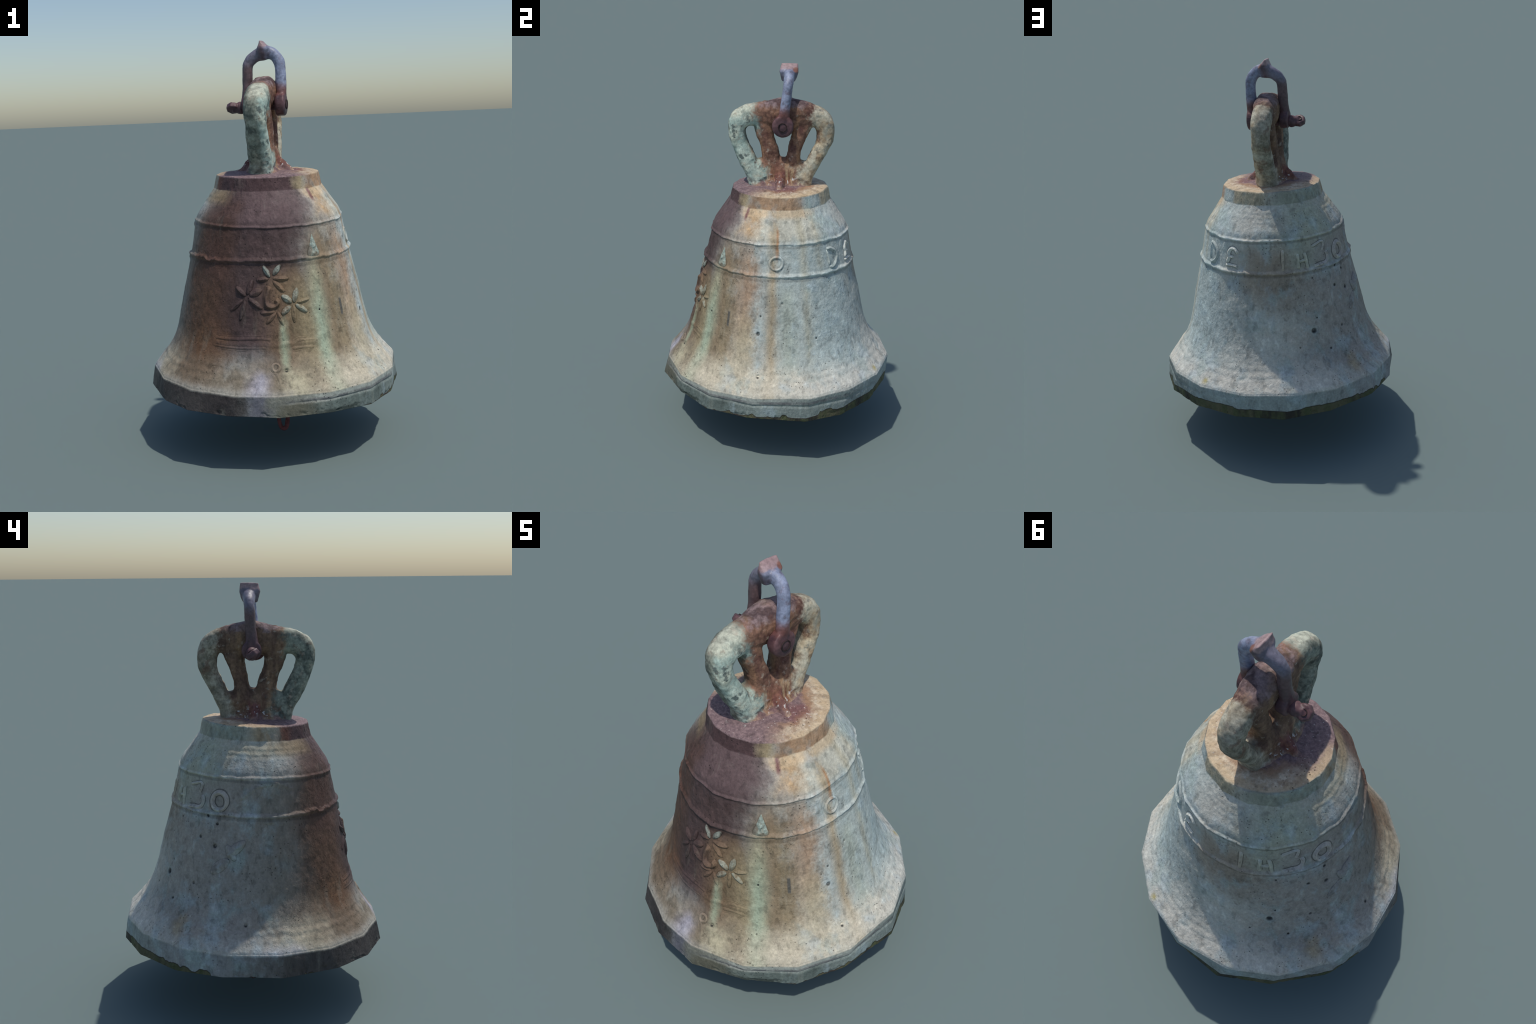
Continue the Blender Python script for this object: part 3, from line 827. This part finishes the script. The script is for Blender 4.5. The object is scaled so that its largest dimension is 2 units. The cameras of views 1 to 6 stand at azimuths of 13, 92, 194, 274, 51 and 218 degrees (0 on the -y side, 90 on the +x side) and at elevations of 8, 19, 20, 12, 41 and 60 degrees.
def bell_material(name, verdigris=0.0, tone=1.0):
    g = Graph(name)
    rel_x, rel_y = g.sub(g.x, float(C0[0])), g.sub(g.y, float(C0[1]))
    # height along the leaning axis and azimuth about it
    h = g.add(g.z, g.add(g.mul(rel_x, 0.010), g.mul(rel_y, -0.033)))
    rel_x = g.sub(rel_x, g.mul(g.sub(h, 0.4), 0.010))
    rel_y = g.sub(rel_y, g.mul(g.sub(h, 0.4), -0.033))
    az = g.mul(g.math("ARCTAN2", rel_y, rel_x), 180 / math.pi)
    radius = g.math("POWER", g.add(g.mul(rel_x, rel_x), g.mul(rel_y, rel_y)), 0.5)
    # ragged, run-down borders
    big = g.noise(4.0, 5, 0.6)
    run = g.noise(16.0, 5, 0.6, stretch=(1, 1, 0.13), shift=3.0)
    mott = g.noise(13.0, 6, 0.62, shift=7.0)
    grain = g.noise(75.0, 5, 0.65, shift=2.0)
    grit = g.noise(210.0, 3, 0.6, shift=5.0)
    azw = g.add(az, g.add(g.add(g.mul(g.sub(big, 0.5), 13.0), g.mul(g.sub(run, 0.5), 15.0)), g.add(g.mul(g.sub(mott, 0.5), 12.0), g.mul(g.sub(grain, 0.5), 7.0))))
    azs = g.add(az, g.add(g.mul(g.sub(run, 0.5), 4.0), g.add(g.mul(g.sub(mott, 0.5), 4.0), g.mul(g.sub(grain, 0.5), 2.0))))
    hw = g.add(h, g.add(g.mul(g.sub(run, 0.5), 0.10), g.mul(g.sub(mott, 0.5), 0.07)))
    hs = g.add(h, g.mul(g.sub(mott, 0.5), 0.012))
    # the sound patina of the metal
    base = g.mix(g.ramp(big, 0.35, 0.65), (0.46, 0.46, 0.42), (0.50, 0.455, 0.38))
    base = g.mix(g.mul(g.ramp(mott, 0.42, 0.66), 0.55), base, (0.50, 0.55, 0.51))
    base = g.mix(g.mul(g.ramp(mott, 0.52, 0.36), 0.45), base, (0.36, 0.31, 0.26))
    col = base
    for c, half, soft, lo, hi, fade, colour, k in STAINS:
        n = g.nt.nodes.new("ShaderNodeGroup"); n.node_tree = STAIN
        g.link(azs if half < 6 else azw, n.inputs["azimuth"])
        g.link(hs if fade < 0.03 else hw, n.inputs["height"])
        for key, v in (("centre", c), ("half", half), ("soft", soft * 1.25), ("low", lo), ("high", hi), ("fade", fade), ("strength", k)):
            n.inputs[key].default_value = float(v)
        col = g.mix(n.outputs[0], col, colour)
    # blue-green and blue-grey salts in clouds, all round where the metal is not brown
    sky = g.mul(g.ramp(g.noise(8.0, 5, 0.6, stretch=(1, 1, 0.7), shift=61.0), 0.48, 0.64), g.ramp(g.math("ABSOLUTE", g.math("WRAP", g.sub(azw, 265.0), 180.0, -180.0)), 50.0, 78.0))
    col = g.mix(g.mul(sky, 0.40), col, g.mix(g.ramp(mott, 0.4, 0.6), (0.30, 0.42, 0.40), (0.42, 0.52, 0.56)))
    dusk = g.ramp(g.noise(6.0, 5, 0.62, stretch=(1, 1, 0.5), shift=67.0), 0.52, 0.66)
    col = g.mix(g.mul(dusk, 0.40), col, g.scale_col(col, 0.62))
    # mineral bloom and bare brown flecks, drawn out downwards
    col = g.mix(g.mul(g.ramp(run, 0.56, 0.74), 0.13), col, (0.52, 0.52, 0.42))
    bl = g.noise(30.0, 4, 0.6, stretch=(1, 1, 0.6), shift=11.0)
    col = g.mix(g.mul(g.ramp(bl, 0.54, 0.70), 0.42), col, g.scale_col(col, 1.55))
    col = g.mix(g.mul(g.ramp(bl, 0.47, 0.33), 0.60), col, g.scale_col(col, 0.52))
    # head plate: purple-brown, tan towards the outer edge on the far side, rust under the crown
    top = g.math("MULTIPLY", g.ramp(h, 1.3500, 1.3560), g.ramp(radius, 0.262, 0.252))
    pl = g.mix(g.ramp(grain, 0.35, 0.7), (0.20, 0.135, 0.14), (0.275, 0.19, 0.185))
    edge = g.add(radius, g.mul(g.sub(mott, 0.5), 0.12))
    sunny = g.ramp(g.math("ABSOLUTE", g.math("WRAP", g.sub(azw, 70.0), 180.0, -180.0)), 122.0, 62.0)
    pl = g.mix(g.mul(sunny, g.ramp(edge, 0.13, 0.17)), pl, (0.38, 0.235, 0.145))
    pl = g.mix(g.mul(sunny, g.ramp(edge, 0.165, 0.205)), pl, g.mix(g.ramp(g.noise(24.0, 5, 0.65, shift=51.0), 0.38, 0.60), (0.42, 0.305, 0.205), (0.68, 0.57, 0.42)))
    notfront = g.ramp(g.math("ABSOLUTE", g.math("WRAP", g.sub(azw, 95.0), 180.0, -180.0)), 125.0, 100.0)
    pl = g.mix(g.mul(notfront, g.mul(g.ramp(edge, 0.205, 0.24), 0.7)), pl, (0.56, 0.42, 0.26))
    spill = g.ramp(g.add(g.dist((0.15, 0.02, 1.352)), g.mul(g.sub(mott, 0.5), 0.10)), 0.075, 0.035)
    pl = g.mix(g.mul(spill, 0.65), pl, (0.215, 0.095, 0.09))
    pl = g.mix(g.mul(g.mul(spill, g.ramp(grain, 0.60, 0.66)), 0.9), pl, (0.70, 0.66, 0.62))
    pl = g.mix(g.mul(g.ramp(g.noise(60.0, 3, 0.6, shift=71.0), 0.64, 0.70), 0.6), pl, (0.62, 0.57, 0.52))
    pl = g.mix(g.mul(g.ramp(bl, 0.46, 0.32), 0.6), pl, g.scale_col(pl, 0.5))
    col = g.mix(top, col, pl)
    # mouldings: crests lightened, and the shadow under each painted as a dark line
    for hc, w in ((1.1365, 0.007), (0.976, 0.010)):
        off = g.add(g.sub(h, hc), g.mul(g.sub(mott, 0.5), 0.008))
        crest = g.ramp(g.math("ABSOLUTE", off), w, w * 0.25)
        col = g.mix(g.mul(crest, g.ramp(mott, 0.35, 0.6, 0.1, 0.7)), col, g.scale_col(col, 1.40))
        under = g.ramp(g.math("ABSOLUTE", g.add(off, w * 2.0)), w * 1.3, w * 0.4)
        col = g.mix(g.mul(under, 0.50), col, g.scale_col(col, 0.42))
    # grey line in the turned groove of the rim
    seam = g.mul(g.ramp(g.math("ABSOLUTE", g.sub(hs, 0.364)), 0.012, 0.003), g.ramp(g.math("ABSOLUTE", g.math("WRAP", g.sub(az, 345.0), 180.0, -180.0)), 70.0, 45.0))
    col = g.mix(g.mul(seam, g.ramp(mott, 0.35, 0.6, 0.2, 0.85)), col, (0.12, 0.12, 0.125))
    # bruised lower edge: dark break, olive and brown scale
    scal = g.noise(9.0, 3, 0.5, stretch=(1, 1, 0.2), shift=17.0)
    back = g.ramp(g.math("ABSOLUTE", g.math("WRAP", g.sub(az, 92.0), 180.0, -180.0)), 80.0, 45.0)
    depth = g.add(0.285, g.add(g.mul(back, 0.024), g.mul(g.ramp(scal, 0.50, 0.66), g.sub(0.026, g.mul(back, 0.018)))))
    low = g.ramp(g.sub(h, depth), 0.003, -0.002)
    rimc = g.mix(g.ramp(scal, 0.45, 0.6), (0.036, 0.033, 0.027), (0.105, 0.10, 0.058))
    rimc = g.mix(g.ramp(run, 0.45, 0.6), rimc, (0.075, 0.085, 0.042))
    rimc = g.mix(g.ramp(g.math("ABSOLUTE", g.sub(h, depth)), 0.006, 0.001), rimc, (0.035, 0.025, 0.02))
    col = g.mix(low, col, rimc)
    # blow holes and fine pitting
    for pa, ph, pr in PITS:
        p = place(np.array([pa]), np.array([ph]), smooth_profile(np.array([ph])))[0]
        col = g.mix(g.ramp(g.dist(tuple(map(float, p))), pr * 1.25, pr * 0.6), col, (0.02, 0.02, 0.02))
    d, _ = g.cells(55.0)
    sparse = g.noise(7.0, 2, 0.5, shift=23.0)
    pit = g.mul(g.ramp(d, 0.20, 0.09), g.ramp(sparse, 0.50, 0.62))
    d2, _ = g.cells(120.0, 4.0)
    pit2 = g.mul(g.ramp(d2, 0.22, 0.10), g.ramp(g.noise(11.0, 2, 0.5, shift=31.0), 0.52, 0.64))
    col = g.mix(g.mul(pit, 0.75), col, g.scale_col(col, 0.22))
    col = g.mix(g.mul(pit2, 0.6), col, g.scale_col(col, 0.35))
    # two dark smears
    for a0, h0, w, l in ((327.6, 0.735, 0.9, 0.040), (8.0, 1.205, 0.5, 0.0)):
        if l:
            s = g.mul(g.ramp(g.math("ABSOLUTE", g.sub(azs, a0)), w * 1.5, w * 0.5) if a0 < 180 else g.ramp(g.math("ABSOLUTE", g.math("WRAP", g.sub(az, a0), 180.0, -180.0)), w * 1.4, w * 0.6),
                      g.ramp(g.math("ABSOLUTE", g.sub(hs, h0)), l + 0.006, l - 0.006))
            col = g.mix(g.mul(s, 0.85), col, (0.10, 0.10, 0.095))
    if verdigris:
        v = g.mix(g.ramp(grain, 0.4, 0.65), (0.28, 0.33, 0.28), (0.40, 0.47, 0.40))
        col = g.mix(g.ramp(bl, 0.36, 0.56, 0.10, verdigris), col, v)
    col = g.scale_col(col, g.ramp(grain, 0.28, 0.72, 0.86, 1.14))
    col = g.scale_col(col, g.ramp(grit, 0.3, 0.7, 0.95, 1.05))
    if tone != 1.0:
        col = g.scale_col(col, tone)
    hgt = g.add(g.add(g.mul(grain, 0.35), g.mul(grit, 0.06)), g.add(g.mul(bl, 1.0), g.add(g.mul(pit, -0.8), g.mul(mott, 1.2))))
    g.bump(hgt, 0.6, 0.009)
    return g.finish(col, g.ramp(mott, 0.3, 0.7, 0.50, 0.75), 0.20)


def crown_material():
    g = Graph("canon_patina")
    mott = g.noise(16.0, 6, 0.62)
    big = g.noise(6.0, 4, 0.6, shift=4.0)
    grain = g.noise(70.0, 5, 0.65, shift=2.0)
    run = g.noise(22.0, 5, 0.6, stretch=(1, 1, 0.2), shift=3.0)
    yw = g.add(g.y, g.add(g.add(g.mul(g.sub(mott, 0.5), 0.17), g.mul(g.sub(grain, 0.5), 0.05)), g.mul(g.sub(big, 0.5), 0.10)))
    zw = g.add(g.z, g.mul(g.sub(mott, 0.5), 0.10))
    rust = g.mix(g.ramp(mott, 0.36, 0.62), (0.125, 0.060, 0.048), (0.27, 0.15, 0.10))
    rust = g.mix(g.mul(g.ramp(run, 0.52, 0.66), 0.6), rust, (0.40, 0.22, 0.12))
    green = g.mix(g.ramp(mott, 0.36, 0.64), (0.36, 0.46, 0.40), (0.53, 0.60, 0.50))
    green = g.mix(g.mul(g.ramp(big, 0.52, 0.66), 0.6), green, (0.62, 0.58, 0.42))
    green = g.mix(g.mul(g.ramp(g.noise(26.0, 4, 0.6, shift=9.0), 0.53, 0.62), 0.85), green, (0.095, 0.125, 0.12))
    # near loop: darker mottled olive-grey towards -x; cream on its crown
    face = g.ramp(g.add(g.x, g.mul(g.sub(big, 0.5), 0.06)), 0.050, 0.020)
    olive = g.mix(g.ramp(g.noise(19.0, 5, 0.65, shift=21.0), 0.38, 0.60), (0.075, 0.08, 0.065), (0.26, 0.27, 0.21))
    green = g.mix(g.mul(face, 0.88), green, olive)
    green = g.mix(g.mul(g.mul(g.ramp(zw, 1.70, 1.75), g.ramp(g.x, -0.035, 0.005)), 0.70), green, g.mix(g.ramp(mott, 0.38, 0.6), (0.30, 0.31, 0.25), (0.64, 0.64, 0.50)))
    tan = g.mix(g.ramp(mott, 0.36, 0.64), (0.36, 0.27, 0.17), (0.58, 0.49, 0.34))
    tan = g.mix(g.mul(g.ramp(big, 0.50, 0.64), 0.6), tan, (0.42, 0.44, 0.37))
    tan = g.mix(g.mul(g.ramp(g.noise(24.0, 4, 0.6, shift=14.0), 0.57, 0.70), 0.7), tan, (0.15, 0.16, 0.15))
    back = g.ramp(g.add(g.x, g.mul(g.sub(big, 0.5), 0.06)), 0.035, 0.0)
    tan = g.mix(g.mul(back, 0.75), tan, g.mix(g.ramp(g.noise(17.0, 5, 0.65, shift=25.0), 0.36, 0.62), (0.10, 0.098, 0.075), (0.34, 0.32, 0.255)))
    # foot of the crown: rust-streaked tan between the loops
    foot = g.ramp(zw, 1.50, 1.42)
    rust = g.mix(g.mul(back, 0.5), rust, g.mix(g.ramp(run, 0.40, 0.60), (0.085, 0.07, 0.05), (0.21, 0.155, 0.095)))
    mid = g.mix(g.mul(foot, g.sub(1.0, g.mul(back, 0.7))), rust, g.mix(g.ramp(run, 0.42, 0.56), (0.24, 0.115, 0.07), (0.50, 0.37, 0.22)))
    edge_lo = g.add(-0.165, g.mul(g.ramp(g.z, 1.62, 1.40), 0.065))
    col = g.mix(g.ramp(g.sub(yw, edge_lo), 0.030, -0.024), mid, green)
    edge_hi = g.add(0.155, g.mul(g.ramp(g.z, 1.62, 1.40), -0.075))
    col = g.mix(g.ramp(g.sub(yw, edge_hi), -0.030, 0.024), col, tan)
    # rust blotches wander over the loops, pale bloom over the rust
    blot = g.noise(15.0, 5, 0.62, shift=41.0)
    col = g.mix(g.mul(g.ramp(blot, 0.57, 0.68), 0.65), col, (0.165, 0.095, 0.065))
    col = g.mix(g.mul(g.ramp(g.noise(30.0, 5, 0.65, shift=47.0), 0.57, 0.66), 0.55), col, (0.42, 0.36, 0.28))
    # purple scale on the gussets, white specks of lime round them
    gus = g.ramp(g.math("ABSOLUTE", g.add(g.y, 0.018)), 0.034, 0.022)
    gus = g.mul(gus, g.ramp(zw, 1.47, 1.43))
    out = g.ramp(g.math("ABSOLUTE", g.sub(g.x, 0.004)), 0.045, 0.060)
    col = g.mix(g.mul(g.mul(gus, out), 0.9), col, g.mix(g.ramp(mott, 0.4, 0.6), (0.15, 0.06, 0.062), (0.25, 0.11, 0.075)))
    speck = g.mul(g.ramp(g.noise(46.0, 3, 0.6, shift=6.0), 0.585, 0.63), g.mul(g.ramp(zw, 1.44, 1.40), g.ramp(g.math("ABSOLUTE", g.add(g.y, 0.02)), 0.11, 0.07)))
    col = g.mix(g.mul(speck, 0.85), col, (0.66, 0.64, 0.60))
    skirt = g.ramp(zw, 1.392, 1.374)
    col = g.mix(g.mul(skirt, g.ramp(g.math("ABSOLUTE", g.sub(g.x, 0.003)), 0.052, 0.066)), col, g.mix(g.ramp(mott, 0.4, 0.6), (0.19, 0.115, 0.11), (0.36, 0.24, 0.17)))
    # dark scale on top under the shackle
    topm = g.mul(g.ramp(zw, 1.775, 1.80), g.ramp(g.math("ABSOLUTE", yw), 0.15, 0.09))
    col = g.mix(g.mul(topm, g.ramp(big, 0.36, 0.52, 0.35, 0.9)), col, g.mix(g.ramp(mott, 0.38, 0.6), (0.085, 0.058, 0.06), (0.27, 0.20, 0.20)))
    col = g.scale_col(col, g.ramp(grain, 0.28, 0.72, 0.72, 1.28))
    g.bump(g.add(g.mul(grain, 0.6), g.mul(mott, 0.8)), 0.6, 0.006)
    return g.finish(col, 0.78, 0.2)


def iron_material(name, steel=1.0):
    g = Graph(name)
    mott = g.noise(18.0, 5, 0.6)
    grain = g.noise(80.0, 4, 0.6, shift=2.0)
    zw = g.add(g.z, g.mul(g.sub(mott, 0.5), 0.05))
    col = g.mix(g.ramp(mott, 0.36, 0.64), (0.070, 0.036, 0.043), (0.140, 0.070, 0.073))
    if steel:
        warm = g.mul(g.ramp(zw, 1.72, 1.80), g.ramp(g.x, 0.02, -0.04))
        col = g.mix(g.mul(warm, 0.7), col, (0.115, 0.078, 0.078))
        blue = g.mul(g.ramp(zw, 1.735, 1.815), g.ramp(g.add(g.x, g.mul(g.sub(mott, 0.5), 0.03)), 0.0, 0.05))  # glossy sky reflection tinted into the bow's base colour
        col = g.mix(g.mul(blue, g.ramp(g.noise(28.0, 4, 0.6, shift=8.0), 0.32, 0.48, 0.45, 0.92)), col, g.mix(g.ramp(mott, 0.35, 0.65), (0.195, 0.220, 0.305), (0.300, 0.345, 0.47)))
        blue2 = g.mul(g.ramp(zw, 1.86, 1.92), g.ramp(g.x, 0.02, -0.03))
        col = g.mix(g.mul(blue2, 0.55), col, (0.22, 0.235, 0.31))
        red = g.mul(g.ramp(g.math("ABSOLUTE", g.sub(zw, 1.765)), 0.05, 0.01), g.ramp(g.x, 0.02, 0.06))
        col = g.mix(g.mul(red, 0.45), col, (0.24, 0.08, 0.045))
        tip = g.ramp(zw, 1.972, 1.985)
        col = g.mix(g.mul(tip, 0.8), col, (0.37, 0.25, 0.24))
        mark = g.ramp(g.dist((0.03, 0.04, 1.975)), 0.022, 0.010)
        col = g.mix(g.mul(mark, 0.8), col, (0.26, 0.10, 0.055))
    col = g.scale_col(col, g.ramp(grain, 0.3, 0.7, 0.8, 1.2))
    g.bump(g.add(g.mul(grain, 0.4), g.mul(mott, 0.8)), 0.4, 0.004)
    return g.finish(col, g.ramp(mott, 0.3, 0.7, 0.38, 0.58), 0.45)


def plain_material(name, a, b, rough=0.85):
    g = Graph(name)
    n = g.noise(25.0, 5, 0.6)
    col = g.mix(g.ramp(n, 0.35, 0.65), a, b)
    g.bump(n, 0.4, 0.004)
    return g.finish(col, rough, 0.25)


PATINA = bell_material("bronze_patina")
PATINA_GREEN = bell_material("bronze_verdigris", 0.55)
PATINA_ARROW = bell_material("bronze_pale_verdigris", 1.0)
CREST = bell_material("bronze_crest_painted_light", 0.0, 1.30)  # relief shading put into colour: brightened tops, darkened flanks
BOLD_CREST = bell_material("bronze_letter_painted_light", 0.0, 1.40)
BOLD_CREASE = bell_material("bronze_letter_painted_shadow", 0.0, 0.50)
CREASE = bell_material("bronze_crease_painted_shadow", 0.0, 0.74)
INSIDE = plain_material("bronze_inside", (0.10, 0.085, 0.06), (0.17, 0.15, 0.10))
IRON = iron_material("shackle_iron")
PIN_IRON = iron_material("pin_iron", 0.0)
HOLE = plain_material("hollow_rust", (0.018, 0.012, 0.012), (0.055, 0.034, 0.032))
CLAPPER_IRON = plain_material("clapper_rust", (0.14, 0.045, 0.045), (0.26, 0.09, 0.085), 0.7)

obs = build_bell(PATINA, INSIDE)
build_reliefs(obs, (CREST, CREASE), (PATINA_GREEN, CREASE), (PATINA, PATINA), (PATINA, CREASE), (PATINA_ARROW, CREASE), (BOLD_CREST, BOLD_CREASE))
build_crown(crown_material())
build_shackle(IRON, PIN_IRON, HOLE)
build_clapper(CLAPPER_IRON)
